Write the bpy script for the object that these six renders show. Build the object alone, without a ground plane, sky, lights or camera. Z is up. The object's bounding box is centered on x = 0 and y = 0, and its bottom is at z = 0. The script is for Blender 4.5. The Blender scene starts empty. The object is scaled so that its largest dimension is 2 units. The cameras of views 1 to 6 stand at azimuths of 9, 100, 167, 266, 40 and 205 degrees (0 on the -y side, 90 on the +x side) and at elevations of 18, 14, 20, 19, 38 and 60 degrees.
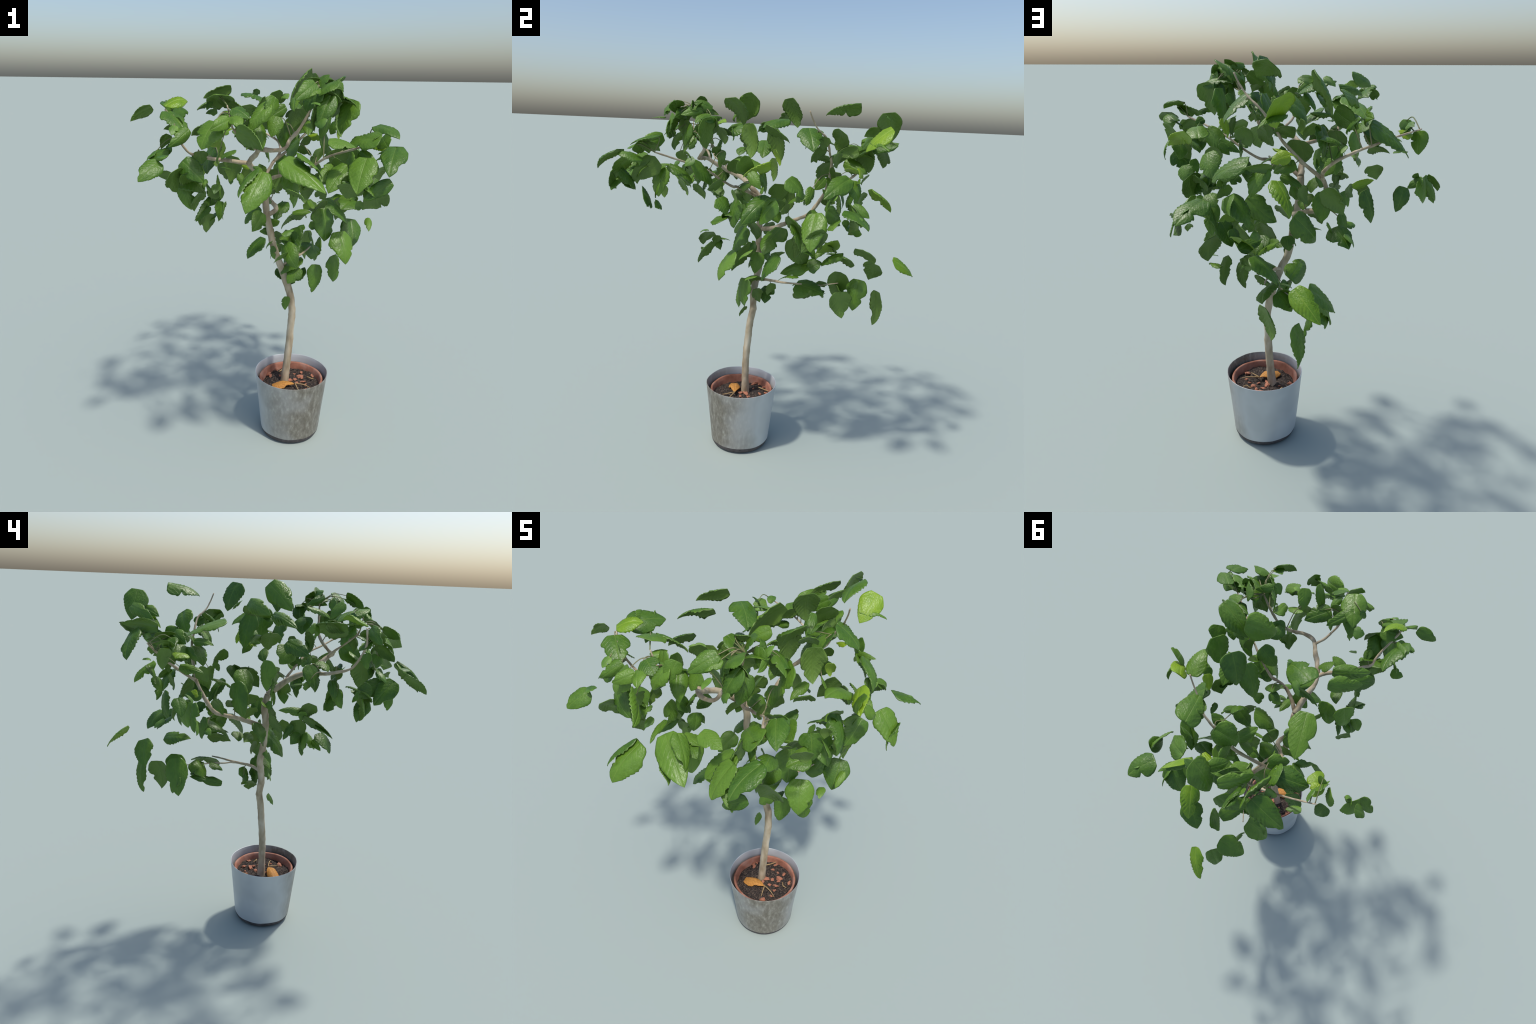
"""A potted hibiscus-like shrub: grey metal planter, inner clay pot with soil,
a bent woody stem with forking limbs, and some three hundred toothed leaves.
Every leaf is described by where its stalk ends, the way it points, its size
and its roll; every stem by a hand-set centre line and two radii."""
import bpy, bmesh, math, random
import numpy as np
from mathutils import Vector, Matrix, noise

RNG = random.Random(7)
POT = Vector((0.130, -0.068, 0.0))          # axis of the planter
POT_H, POT_R, BOTTOM_R = 0.377, 0.204, 0.160  # height, rim radius, bottom radius

scene = bpy.context.scene
root = bpy.data.objects.new("potted_shrub", None)
root.empty_display_size = 0.1
root.location = POT
scene.collection.objects.link(root)
root["label"] = "leafy green potted shrub with bent stem in grey metal planter"
root["category"] = "potted plant"


def add(name, mesh, mat=None, parent=None, kind=None):
    ob = bpy.data.objects.new(name, mesh)
    scene.collection.objects.link(ob)
    par = parent or root
    ob.parent = par
    ob.matrix_parent_inverse = Matrix.Translation(-POT)
    if mat and not mesh.materials:
        mesh.materials.append(mat)
    if kind:
        ob["kind"] = kind
    return ob


def mesh_from(name, verts, faces, smooth=True):
    me = bpy.data.meshes.new(name)
    me.from_pydata([tuple(v) for v in verts], [], faces)
    me.update()
    if smooth:
        me.polygons.foreach_set("use_smooth", [True] * len(me.polygons))
    return me


# ------------------------------------------------------------------ materials
def new_material(name):
    m = bpy.data.materials.new(name)
    m.use_nodes = True
    nt = m.node_tree
    return m, nt, nt.nodes["Principled BSDF"], nt.nodes["Material Output"]


def node(nt, kind, **kw):
    n = nt.nodes.new(kind)
    for k, v in kw.items():
        if k in n.inputs:
            n.inputs[k].default_value = v
        else:
            setattr(n, k, v)
    return n


def ramp(nt, stops, fac=None):
    r = nt.nodes.new("ShaderNodeValToRGB")
    e = r.color_ramp.elements
    while len(e) < len(stops):
        e.new(0.5)
    for el, (p, c) in zip(e, stops):
        el.position = p
        el.color = (*c, 1) if len(c) == 3 else c
    if fac is not None:
        nt.links.new(fac, r.inputs["Fac"])
    return r


def math_node(nt, op, a, b=None, clamp=False):
    n = nt.nodes.new("ShaderNodeMath")
    n.operation = op
    n.use_clamp = clamp
    for i, x in enumerate((a, b)):
        if x is None:
            continue
        if isinstance(x, (int, float)):
            n.inputs[i].default_value = x
        else:
            nt.links.new(x, n.inputs[i])
    return n.outputs[0]


def mix_rgb(nt, fac, a, b, mode="MIX"):
    n = nt.nodes.new("ShaderNodeMix")
    n.data_type = "RGBA"
    n.blend_type = mode
    for sock, x in ((n.inputs[0], fac), (n.inputs[6], a), (n.inputs[7], b)):
        if isinstance(x, (int, float)):
            sock.default_value = x
        elif isinstance(x, tuple):
            sock.default_value = (*x, 1)
        else:
            nt.links.new(x, sock)
    return n.outputs[2]


def leaf_material(name, dark, light, under, vein, through):
    """Blade: random tone per leaf, mottling, paler ribs and underside."""
    m, nt, bsdf, out = new_material(name)
    L = nt.links
    tc = node(nt, "ShaderNodeTexCoord")
    info = node(nt, "ShaderNodeObjectInfo")
    sep = node(nt, "ShaderNodeSeparateXYZ")
    L.new(tc.outputs["Object"], sep.inputs[0])
    x, y = sep.outputs[0], sep.outputs[1]
    ax = math_node(nt, "ABSOLUTE", x)
    # per-leaf offset so that no two blades mottle alike
    off = node(nt, "ShaderNodeCombineXYZ")
    L.new(math_node(nt, "MULTIPLY", info.outputs["Random"], 37.0), off.inputs[2])
    add_v = node(nt, "ShaderNodeVectorMath", operation="ADD")
    L.new(tc.outputs["Object"], add_v.inputs[0])
    L.new(off.outputs[0], add_v.inputs[1])
    patch = node(nt, "ShaderNodeTexNoise", Scale=3.0, Detail=3.0)
    L.new(add_v.outputs[0], patch.inputs["Vector"])
    fine = node(nt, "ShaderNodeTexNoise", Scale=14.0, Detail=2.0)
    L.new(add_v.outputs[0], fine.inputs["Vector"])
    tone = math_node(nt, "ADD", math_node(nt, "MULTIPLY", info.outputs["Random"], 0.55),
                     math_node(nt, "MULTIPLY", patch.outputs["Fac"], 0.62))
    tone = math_node(nt, "ADD", tone, math_node(nt, "MULTIPLY", math_node(nt, "SUBTRACT", fine.outputs["Fac"], 0.5), 0.3))
    base = ramp(nt, [(0.22, dark), (0.85, light)], tone).outputs[0]
    # ribs: the midrib and slanting side veins
    mid = math_node(nt, "SUBTRACT", 1.0, math_node(nt, "MULTIPLY", ax, 42.0), clamp=True)
    slant = math_node(nt, "SUBTRACT", y, math_node(nt, "MULTIPLY", ax, 0.75))
    wave = math_node(nt, "SINE", math_node(nt, "MULTIPLY", slant, 44.0))
    side = math_node(nt, "MULTIPLY", math_node(nt, "SUBTRACT", wave, 0.86, clamp=True), 4.0, clamp=True)
    ribs = math_node(nt, "MAXIMUM", math_node(nt, "MULTIPLY", mid, 0.75), math_node(nt, "MULTIPLY", side, 0.35), clamp=True)
    top = mix_rgb(nt, ribs, base, vein)
    nsep = node(nt, "ShaderNodeSeparateXYZ")
    L.new(tc.outputs["Normal"], nsep.inputs[0])
    below = math_node(nt, "LESS_THAN", nsep.outputs[2], -0.05)
    und = mix_rgb(nt, math_node(nt, "MULTIPLY", ribs, 0.6), mix_rgb(nt, 0.55, base, under), vein)
    col = mix_rgb(nt, below, top, und)
    L.new(col, bsdf.inputs["Base Color"])
    bsdf.inputs["Roughness"].default_value = 0.38
    bsdf.inputs["Specular IOR Level"].default_value = 0.6
    bump = node(nt, "ShaderNodeBump", Strength=0.25, Distance=0.02)
    hsum = math_node(nt, "ADD", math_node(nt, "MULTIPLY", fine.outputs["Fac"], 0.5), math_node(nt, "MULTIPLY", ribs, -0.6))
    L.new(hsum, bump.inputs["Height"])
    L.new(bump.outputs[0], bsdf.inputs["Normal"])
    tr = node(nt, "ShaderNodeBsdfTranslucent")
    L.new(mix_rgb(nt, 1.0, col, (1.0, 1.0, 0.45), "MULTIPLY"), tr.inputs["Color"])
    mx = node(nt, "ShaderNodeMixShader")
    mx.inputs[0].default_value = through
    L.new(bsdf.outputs[0], mx.inputs[1])
    L.new(tr.outputs[0], mx.inputs[2])
    L.new(mx.outputs[0], out.inputs["Surface"])
    return m


LEAF = {
    "mature": leaf_material("leaf_green", (0.066, 0.170, 0.016), (0.170, 0.330, 0.034), (0.19, 0.30, 0.07), (0.20, 0.33, 0.05), 0.36),
    "young": leaf_material("leaf_young", (0.15, 0.32, 0.016), (0.36, 0.54, 0.03), (0.34, 0.50, 0.08), (0.42, 0.58, 0.08), 0.36),
}


def bark_material():
    m, nt, bsdf, out = new_material("bark")
    L = nt.links
    tc = node(nt, "ShaderNodeTexCoord")
    mp = node(nt, "ShaderNodeMapping")
    mp.inputs["Scale"].default_value = (1, 1, 0.3)
    L.new(tc.outputs["Object"], mp.inputs[0])
    n1 = node(nt, "ShaderNodeTexNoise", Scale=38.0, Detail=5.0)
    L.new(mp.outputs[0], n1.inputs["Vector"])
    n2 = node(nt, "ShaderNodeTexNoise", Scale=9.0, Detail=2.0)
    L.new(tc.outputs["Object"], n2.inputs["Vector"])
    fac = math_node(nt, "ADD", math_node(nt, "MULTIPLY", n1.outputs["Fac"], 0.55), math_node(nt, "MULTIPLY", n2.outputs["Fac"], 0.45))
    col = ramp(nt, [(0.33, (0.25, 0.185, 0.11)), (0.5, (0.44, 0.36, 0.245)), (0.68, (0.58, 0.51, 0.39))], fac).outputs[0]
    L.new(col, bsdf.inputs["Base Color"])
    bsdf.inputs["Roughness"].default_value = 0.75
    b = node(nt, "ShaderNodeBump", Strength=0.5, Distance=0.006)
    L.new(n1.outputs["Fac"], b.inputs["Height"])
    L.new(b.outputs[0], bsdf.inputs["Normal"])
    return m


def stalk_material():
    m, nt, bsdf, out = new_material("green_stalk")
    tc = node(nt, "ShaderNodeTexCoord")
    n = node(nt, "ShaderNodeTexNoise", Scale=12.0)
    nt.links.new(tc.outputs["Object"], n.inputs["Vector"])
    c = ramp(nt, [(0.35, (0.14, 0.17, 0.06)), (0.65, (0.25, 0.22, 0.12))], n.outputs["Fac"]).outputs[0]
    nt.links.new(c, bsdf.inputs["Base Color"])
    bsdf.inputs["Roughness"].default_value = 0.6
    return m


def planter_material():
    """Galvanised sheet: cool grey, streaky; reflected surroundings and a blotchy stain painted in."""
    m, nt, bsdf, out = new_material("galvanised_metal")
    L = nt.links
    tc = node(nt, "ShaderNodeTexCoord")
    mp = node(nt, "ShaderNodeMapping")
    mp.inputs["Scale"].default_value = (1, 1, 0.45)
    L.new(tc.outputs["Object"], mp.inputs[0])
    blotch = node(nt, "ShaderNodeTexNoise", Scale=55.0, Detail=4.0, Roughness=0.6)
    L.new(mp.outputs[0], blotch.inputs["Vector"])
    soft = node(nt, "ShaderNodeTexNoise", Scale=6.0, Detail=2.0)
    L.new(tc.outputs["Object"], soft.inputs["Vector"])
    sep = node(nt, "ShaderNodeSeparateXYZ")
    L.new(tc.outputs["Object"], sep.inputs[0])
    # painted reflection: warm dark on one flank, cool light opposite, plus blotchy stain
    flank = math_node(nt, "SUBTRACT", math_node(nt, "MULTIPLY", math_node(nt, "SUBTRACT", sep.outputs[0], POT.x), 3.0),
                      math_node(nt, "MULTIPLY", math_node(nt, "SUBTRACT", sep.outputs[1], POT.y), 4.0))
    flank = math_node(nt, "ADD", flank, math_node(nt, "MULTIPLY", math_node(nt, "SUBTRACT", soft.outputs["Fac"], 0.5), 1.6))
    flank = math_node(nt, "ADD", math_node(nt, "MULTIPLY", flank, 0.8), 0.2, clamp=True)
    baked_cool = ramp(nt, [(0.35, (0.50, 0.52, 0.53)), (0.65, (0.58, 0.60, 0.61))], soft.outputs["Fac"]).outputs[0]
    baked_warm_stain = ramp(nt, [(0.36, (0.155, 0.140, 0.112)), (0.56, (0.225, 0.21, 0.175)), (0.72, (0.34, 0.33, 0.285))], blotch.outputs["Fac"]).outputs[0]
    L.new(mix_rgb(nt, flank, baked_cool, baked_warm_stain), bsdf.inputs["Base Color"])
    bsdf.inputs["Metallic"].default_value = 0.25
    bsdf.inputs["Roughness"].default_value = 0.5
    b = node(nt, "ShaderNodeBump", Strength=0.12, Distance=0.003)
    L.new(blotch.outputs["Fac"], b.inputs["Height"])
    L.new(b.outputs[0], bsdf.inputs["Normal"])
    return m


def noisy_material(name, stops, scale, rough=0.85, bump=0.4, detail=4.0, dist=0.004):
    m, nt, bsdf, out = new_material(name)
    tc = node(nt, "ShaderNodeTexCoord")
    n = node(nt, "ShaderNodeTexNoise", Scale=scale, Detail=detail)
    nt.links.new(tc.outputs["Object"], n.inputs["Vector"])
    nt.links.new(ramp(nt, stops, n.outputs["Fac"]).outputs[0], bsdf.inputs["Base Color"])
    bsdf.inputs["Roughness"].default_value = rough
    b = node(nt, "ShaderNodeBump", Strength=bump, Distance=dist)
    nt.links.new(n.outputs["Fac"], b.inputs["Height"])
    nt.links.new(b.outputs[0], bsdf.inputs["Normal"])
    return m


LEAF_SMALL = noisy_material("small_leaf_green", [(0.3, (0.045, 0.12, 0.012)), (0.7, (0.14, 0.27, 0.03))], 18, 0.5, 0.2)
BARK, STALK = bark_material(), stalk_material()
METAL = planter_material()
BOTTOM = noisy_material("dark_bottom", [(0.35, (0.055, 0.047, 0.048)), (0.65, (0.10, 0.088, 0.09))], 40)  # lowest band of the planter, darker than the wall above
CLAY = noisy_material("clay", [(0.3, (0.22, 0.085, 0.05)), (0.5, (0.36, 0.15, 0.095)), (0.7, (0.42, 0.24, 0.18))], 16, 0.8)
SOIL = noisy_material("soil", [(0.35, (0.012, 0.009, 0.008)), (0.55, (0.045, 0.033, 0.027)), (0.72, (0.16, 0.12, 0.09))], 110, 0.95, 0.8)
CHIP = noisy_material("bark_chip", [(0.3, (0.20, 0.06, 0.035)), (0.5, (0.42, 0.16, 0.09)), (0.7, (0.55, 0.30, 0.20))], 30, 0.85)
DRY = noisy_material("dry_leaf", [(0.3, (0.33, 0.13, 0.025)), (0.6, (0.55, 0.26, 0.05))], 22, 0.7)
STRAW = noisy_material("straw", [(0.3, (0.27, 0.17, 0.07)), (0.7, (0.42, 0.30, 0.15))], 40, 0.85)


# ------------------------------------------------------------------ planter
def lathe(profile, n=96, wobble=0.0, seed=0.0):
    """Turn (radius, height) pairs about the planter axis; open at both ends."""
    verts, faces = [], []
    for j, (r, z) in enumerate(profile):
        for i in range(n):
            a = 2 * math.pi * i / n
            d = wobble * noise.noise(Vector((math.cos(a) * 2.2, math.sin(a) * 2.2, seed + z * 3)))
            verts.append((POT.x + (r + d) * math.cos(a), POT.y + (r + d) * math.sin(a), z + d * 0.8 * (z > 0.3)))
    for j in range(len(profile) - 1):
        for i in range(n):
            k = (i + 1) % n
            faces.append((j * n + i, j * n + k, (j + 1) * n + k, (j + 1) * n + i))
    return verts, faces


def wall_r(z):
    return BOTTOM_R + 0.006 + (POT_R - BOTTOM_R - 0.006) * z / POT_H


steps = [0.033 + (POT_H - 0.035) * i / 14 for i in range(15)]
outer = [(wall_r(z), z) for z in steps]
rim = [(POT_R - 0.0003, POT_H - 0.0006), (POT_R - 0.0015, POT_H), (POT_R - 0.003, POT_H - 0.0008)]
inner = [(wall_r(z) - 0.0035, z) for z in reversed(steps) if z > 0.2]
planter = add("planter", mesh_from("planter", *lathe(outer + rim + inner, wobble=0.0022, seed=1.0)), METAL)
bottom_prof = [(0.004, 0.0), (BOTTOM_R - 0.022, 0.0), (BOTTOM_R - 0.008, 0.0025), (BOTTOM_R + 0.001, 0.010), (BOTTOM_R + 0.0065, 0.021), (wall_r(0.034) + 0.0002, 0.0345)]
add("planter_bottom", mesh_from("planter_bottom", *lathe(bottom_prof, wobble=0.0015, seed=1.0)), BOTTOM)

clay_prof = [(0.150, 0.20), (0.1725, 0.30), (0.180, 0.327), (0.181, 0.334), (0.178, 0.338), (0.171, 0.338), (0.1675, 0.333), (0.163, 0.315), (0.158, 0.285)]
add("inner_pot", mesh_from("inner_pot", *lathe(clay_prof, wobble=0.003, seed=4.0)), CLAY)


def soil_height(x, y):
    v = Vector((x * 9, y * 9, 0.3))
    return 0.299 + 0.012 * noise.noise(v) + 0.007 * noise.noise(v * 4.2) + 0.0035 * noise.noise(v * 11)


def soil_mesh():
    verts, faces, nr, na = [(POT.x, POT.y, soil_height(POT.x, POT.y))], [], 40, 120
    for j in range(1, nr + 1):
        r = 0.1645 * j / nr
        for i in range(na):
            a = 2 * math.pi * i / na
            x, y = POT.x + r * math.cos(a), POT.y + r * math.sin(a)
            verts.append((x, y, soil_height(x, y)))
    for i in range(na):
        faces.append((0, 1 + i, 1 + (i + 1) % na))
    for j in range(nr - 1):
        for i in range(na):
            k = (i + 1) % na
            a, b = 1 + j * na, 1 + (j + 1) * na
            faces.append((a + i, b + i, b + k, a + k))
    return mesh_from("soil", verts, faces)


add("soil", soil_mesh(), SOIL)


def chip_mesh(seed):
    rnd = random.Random(seed)
    bm = bmesh.new()
    bmesh.ops.create_icosphere(bm, subdivisions=3, radius=1.0)
    sh = Vector((rnd.uniform(0, 9), rnd.uniform(0, 9), rnd.uniform(0, 9)))
    for v in bm.verts:
        p = v.co.copy()
        k = 0.75 + 0.55 * noise.noise(p * 1.3 + sh) + 0.22 * noise.noise(p * 3.1 + sh)
        v.co = Vector((p.x * k, p.y * k * rnd.choice((0.6, 0.62)), p.z * k * 0.38))
    me = bpy.data.meshes.new("bark_chip")
    bm.to_mesh(me)
    bm.free()
    me.polygons.foreach_set("use_smooth", [True] * len(me.polygons))
    return me


chips = [chip_mesh(s) for s in range(5)]
# main lumps of bark: x, y, half length (mm)
for i, (x, y, r) in enumerate([(118, -42, 27), (178, 11, 28), (198, -43, 24), (105, 39, 15), (214, -79, 15), (-12, -8, 24), (6, -20, 17),
                               (164, -66, 14), (204, -177, 26), (246, 18, 20), (180, 51, 17), (-5, 15, 14), (150, -20, 18), (190, -10, 16),
                               (120, -75, 18), (95, 78, 17), (30, 50, 16), (225, -120, 13), (60, -10, 12), (140, 45, 12)]):
    ob = add("bark_chip", chips[i % 5], CHIP)
    ob.location = (x / 1000, y / 1000, soil_height(x / 1000, y / 1000) + 0.004)
    ob.rotation_euler = (RNG.uniform(-0.5, 0.5), RNG.uniform(-0.5, 0.5), RNG.uniform(0, 6.28))
    s = r / 1000
    ob.scale = (s, s, s * RNG.uniform(0.8, 1.3))


def grit_mesh():
    verts, faces, rnd = [], [], random.Random(3)
    for _ in range(420):
        r, a = 0.158 * math.sqrt(rnd.random()), rnd.uniform(0, 6.283)
        x, y = POT.x + r * math.cos(a), POT.y + r * math.sin(a)
        z, s, b = soil_height(x, y), rnd.uniform(0.0015, 0.005), len(verts)
        rot = Matrix.Rotation(rnd.uniform(0, 6.28), 3, Vector((rnd.random() - .5, rnd.random() - .5, 1)).normalized())
        for d in ((1, 0, 0), (-.8, .2, 0), (0, .7, .1), (.1, -.8, 0), (0, 0, .7), (0, 0, -.6)):
            q = rot @ Vector(d) * s
            verts.append((x + q.x, y + q.y, z + q.z + 0.001))
        faces += [(b, b + 2, b + 4), (b + 2, b + 1, b + 4), (b + 1, b + 3, b + 4), (b + 3, b, b + 4),
                  (b + 2, b, b + 5), (b + 1, b + 2, b + 5), (b + 3, b + 1, b + 5), (b, b + 3, b + 5)]
    return mesh_from("grit", verts, faces, smooth=False)


add("grit", grit_mesh(), noisy_material("grit", [(0.4, (0.035, 0.026, 0.02)), (0.6, (0.13, 0.085, 0.06)), (0.75, (0.33, 0.26, 0.18))], 60), kind="stuff")


# ------------------------------------------------------------------ stems
def smooth_line(points, per=8):
    P = [Vector(p) for p in points]
    P = [P[0] * 2 - P[1]] + P + [P[-1] * 2 - P[-2]]
    out = []
    for i in range(1, len(P) - 2):
        for k in range(per):
            t = k / per
            a, b, c, d = P[i - 1], P[i], P[i + 1], P[i + 2]
            out.append(0.5 * ((2 * b) + (c - a) * t + (2 * a - 5 * b + 4 * c - d) * t * t + (3 * b - a - 3 * c + d) * t ** 3))
    out.append(P[-2])
    return out


def tube(line, r0, r1, sides=14, bark=0.0, flare=0.0, taper=1.0):
    """Sweep a round section along the line, with swellings and bark relief."""
    verts, faces = [], []
    up = Vector((1, 0.1, 0))
    n = len(line)
    for i, p in enumerate(line):
        t = (line[min(i + 1, n - 1)] - line[max(i - 1, 0)]).normalized()
        side = up - t * up.dot(t)
        side.normalize()
        up = side
        oth = t.cross(side)
        f = i / (n - 1)
        r = r0 + (r1 - r0) * f ** taper + flare * math.exp(-f * 26)
        for k in range(sides):
            a = 2 * math.pi * k / sides
            d = side * math.cos(a) + oth * math.sin(a)
            q = p + d * r
            h = bark * (noise.noise(q * 26) * 1.1 + noise.noise(q * 75) * 0.6 + max(0.0, noise.noise(p * 34 + d * 1.2) - 0.32) * 3.0)
            verts.append(q + d * h)
    for i in range(n - 1):
        for k in range(sides):
            l = (k + 1) % sides
            faces.append((i * sides + k, i * sides + l, (i + 1) * sides + l, (i + 1) * sides + k))
    faces.append(tuple(range(sides))[::-1])
    faces.append(tuple((n - 1) * sides + k for k in range(sides)))
    return verts, faces


LINES = {}


def stem(name, r0, r1, points):
    """Radii in millimetres, centre line in metres."""
    line = smooth_line(points)
    LINES[name] = line
    v, f = tube(line, r0 / 1000, r1 / 1000, sides=20 if r0 > 12 else 12, bark=0.0022 if r0 > 12 else 0.0014,
                flare=0.004 if name == "trunk" else 0.0)
    kind = "trunk" if name == "trunk" else ("twig" if r0 < 9 else "branch")
    add(kind, mesh_from(kind, v, f), BARK)


stem("trunk", 21, 17, [
    (0.089, -0.05, 0.27), (0.1, -0.053, 0.385), (0.107, -0.052, 0.48), (0.113, -0.047, 0.57), (0.117, -0.04, 0.656), (0.119, -0.033, 0.74), (0.105, -0.021, 0.825), (0.074, -0.027, 0.92), (0.049, -0.02, 0.99), (0.02, -0.01, 1.053), (0.001, -0.02, 1.12), (-0.018, -0.026, 1.21), (-0.034, -0.029, 1.29), (-0.044, -0.018, 1.378), (-0.05, -0.033, 1.445)])
stem("limb_front", 16, 5, [
    (-0.05, -0.033, 1.445), (-0.063, -0.075, 1.483), (-0.083, -0.114, 1.52), (-0.099, -0.16, 1.55), (-0.097, -0.213, 1.572), (-0.077, -0.26, 1.6), (-0.05, -0.303, 1.625), (-0.023, -0.346, 1.653), (0.033, -0.368, 1.654), (0.088, -0.357, 1.662), (0.11, -0.325, 1.7), (0.144, -0.308, 1.739), (0.173, -0.307, 1.79), (0.193, -0.308, 1.829), (0.22, -0.312, 1.898)])
stem("limb_left", 11, 4, [
    (-0.097, -0.2, 1.57), (-0.136, -0.232, 1.576), (-0.179, -0.247, 1.583), (-0.222, -0.262, 1.589), (-0.26, -0.287, 1.595), (-0.297, -0.31, 1.605), (-0.336, -0.33, 1.617), (-0.344, -0.369, 1.628), (-0.361, -0.399, 1.653), (-0.41, -0.43, 1.74), (-0.44, -0.42, 1.825)])
stem("twig_left", 7, 3, [
    (-0.035, -0.33, 1.645), (-0.079, -0.352, 1.679), (-0.102, -0.376, 1.703), (-0.123, -0.401, 1.728), (-0.135, -0.429, 1.752), (-0.136, -0.457, 1.78), (-0.15, -0.47, 1.85)])
stem("limb_right", 11, 4, [
    (-0.05, -0.033, 1.44), (-0.02, -0.073, 1.468), (0.003, -0.098, 1.483), (0.029, -0.12, 1.495), (0.06, -0.136, 1.506), (0.093, -0.143, 1.516), (0.132, -0.154, 1.52), (0.2, -0.2, 1.56), (0.28, -0.27, 1.62), (0.36, -0.37, 1.66), (0.45, -0.47, 1.7)])
stem("limb_back", 13, 9, [
    (-0.034, -0.02, 1.265), (0.002, 0.045, 1.28), (0.001, 0.085, 1.293), (-0.027, 0.122, 1.31), (-0.051, 0.162, 1.324), (-0.08, 0.201, 1.338), (-0.1, 0.245, 1.36), (-0.09, 0.29, 1.42), (-0.046, 0.338, 1.504)])
stem("shoot_right", 9, 3, [
    (-0.046, 0.338, 1.504), (0.005, 0.35, 1.546), (0.055, 0.361, 1.586), (0.097, 0.368, 1.63), (0.137, 0.372, 1.673), (0.163, 0.363, 1.72), (0.194, 0.356, 1.763), (0.227, 0.344, 1.803), (0.259, 0.306, 1.838), (0.286, 0.282, 1.88), (0.307, 0.263, 1.926)])
stem("shoot_back", 8, 3, [
    (-0.046, 0.338, 1.504), (-0.02, 0.42, 1.55), (-0.041, 0.489, 1.6), (-0.089, 0.509, 1.629), (-0.142, 0.521, 1.652), (-0.197, 0.529, 1.672), (-0.253, 0.534, 1.692), (-0.313, 0.535, 1.708), (-0.373, 0.535, 1.724)])
stem("branch_low", 9, 4, [
    (0.05, -0.02, 0.985), (0.096, 0.038, 1.003), (0.122, 0.096, 1.007), (0.15, 0.152, 1.011), (0.174, 0.207, 1.018), (0.19, 0.26, 1.024)])
stem("twig_low", 5, 2, [
    (0.13, 0.11, 1.008), (0.133, 0.15, 1.006), (0.126, 0.2, 1.003), (0.124, 0.253, 1.004), (0.1, 0.35, 1), (0.06, 0.45, 1.01)])


# ------------------------------------------------------------------ leaves
def leaf_mesh(seed):
    """One blade of unit length along +y and unit-ish width along x: egg-shaped,
    toothed towards the tip, arched, folded along the midrib, quilted by veins."""
    rnd = random.Random(100 + seed)
    ns, nu = 26, 7
    arch, fold, twist = rnd.uniform(0.09, 0.12), rnd.uniform(-0.05, 0.16), rnd.uniform(-0.3, 0.3)
    peak = rnd.uniform(0.95, 1.25)
    sway = rnd.uniform(-0.06, 0.06)
    bites = [(rnd.uniform(0.25, 0.85), rnd.choice((-1, 1)), rnd.uniform(0.03, 0.07), rnd.uniform(0.15, 0.45)) for _ in range(rnd.choice((0, 1, 1, 2)))]
    sh = Vector((seed * 3.7, seed * 1.9, 0))

    def half(s, sg):
        w = s ** 0.45 * max(0.0, 1 - s) ** 0.85 / 0.431
        if s > 0.3:
            w *= 1 - 0.075 * ((s * 11.0 + 0.2 * seed) % 1.0) * min(1, (s - 0.3) * 4)
        for c, side, wd, dp in bites:
            if side == sg:
                w *= 1 - dp * math.exp(-((s - c) / wd) ** 2)
        w *= 1 + 0.10 * noise.noise(Vector((s * 4, sg * 3.0, 0)) + sh)
        return 0.53 * max(w, 0.0)

    verts, faces = [], []
    for i in range(ns + 1):
        s = i / ns
        for j in range(-nu, nu + 1):
            u = j / nu
            sg = 1 if u > 0 else -1
            x = u * half(s, sg)
            y = s + (0.035 * abs(u) ** 1.5 if s < 0.02 else 0) - 0.05 * abs(u) * math.exp(-(s / 0.10) ** 2)
            z = 4 * arch * s ** 1.15 * (1 - s) / 1.0
            z += fold * abs(x) * (1 - 0.4 * s) - 0.45 * x * x
            z += twist * x * (s - 0.3) * 0.8
            q = s - 0.75 * abs(x)
            z += 0.020 * math.sin(q * 44 + 1.6) * min(1.0, abs(u) * 1.6) * math.sin(math.pi * min(1, s * 1.05)) - 0.008 * math.exp(-(x / 0.03) ** 2)
            z += 0.035 * noise.noise(Vector((x * 3.2, y * 3.2, 0)) + sh) * abs(u)
            x += sway * math.sin(math.pi * s)
            verts.append((x, y, z))
    w = 2 * nu + 1
    for i in range(ns):
        for j in range(w - 1):
            faces.append((i * w + j, i * w + j + 1, (i + 1) * w + j + 1, (i + 1) * w + j))
    # close the sheet into a thin body
    n = len(verts)
    th = 0.018
    verts += [(x, y, z - th) for x, y, z in verts]
    faces += [tuple(n + k for k in reversed(f)) for f in faces]
    ring = [j for j in range(w)] + [i * w + w - 1 for i in range(1, ns + 1)] + [ns * w + j for j in range(w - 2, -1, -1)] + [i * w for i in range(ns - 1, 0, -1)]
    for a, b in zip(ring, ring[1:] + ring[:1]):
        faces.append((b, a, n + a, n + b))
    me = mesh_from("leaf", verts, faces)
    bm = bmesh.new()
    bm.from_mesh(me)
    bmesh.ops.remove_doubles(bm, verts=bm.verts, dist=0.0008)
    bmesh.ops.dissolve_degenerate(bm, dist=0.0002, edges=bm.edges)
    bm.to_mesh(me)
    bm.free()
    return me


BLADES = {c: [leaf_mesh(s) for s in range(14)] for c in ("mature",)}
BLADES["young"] = [m.copy() for m in BLADES["mature"]]
STALKS = []
COUNT = [0]
SMALL = []


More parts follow.
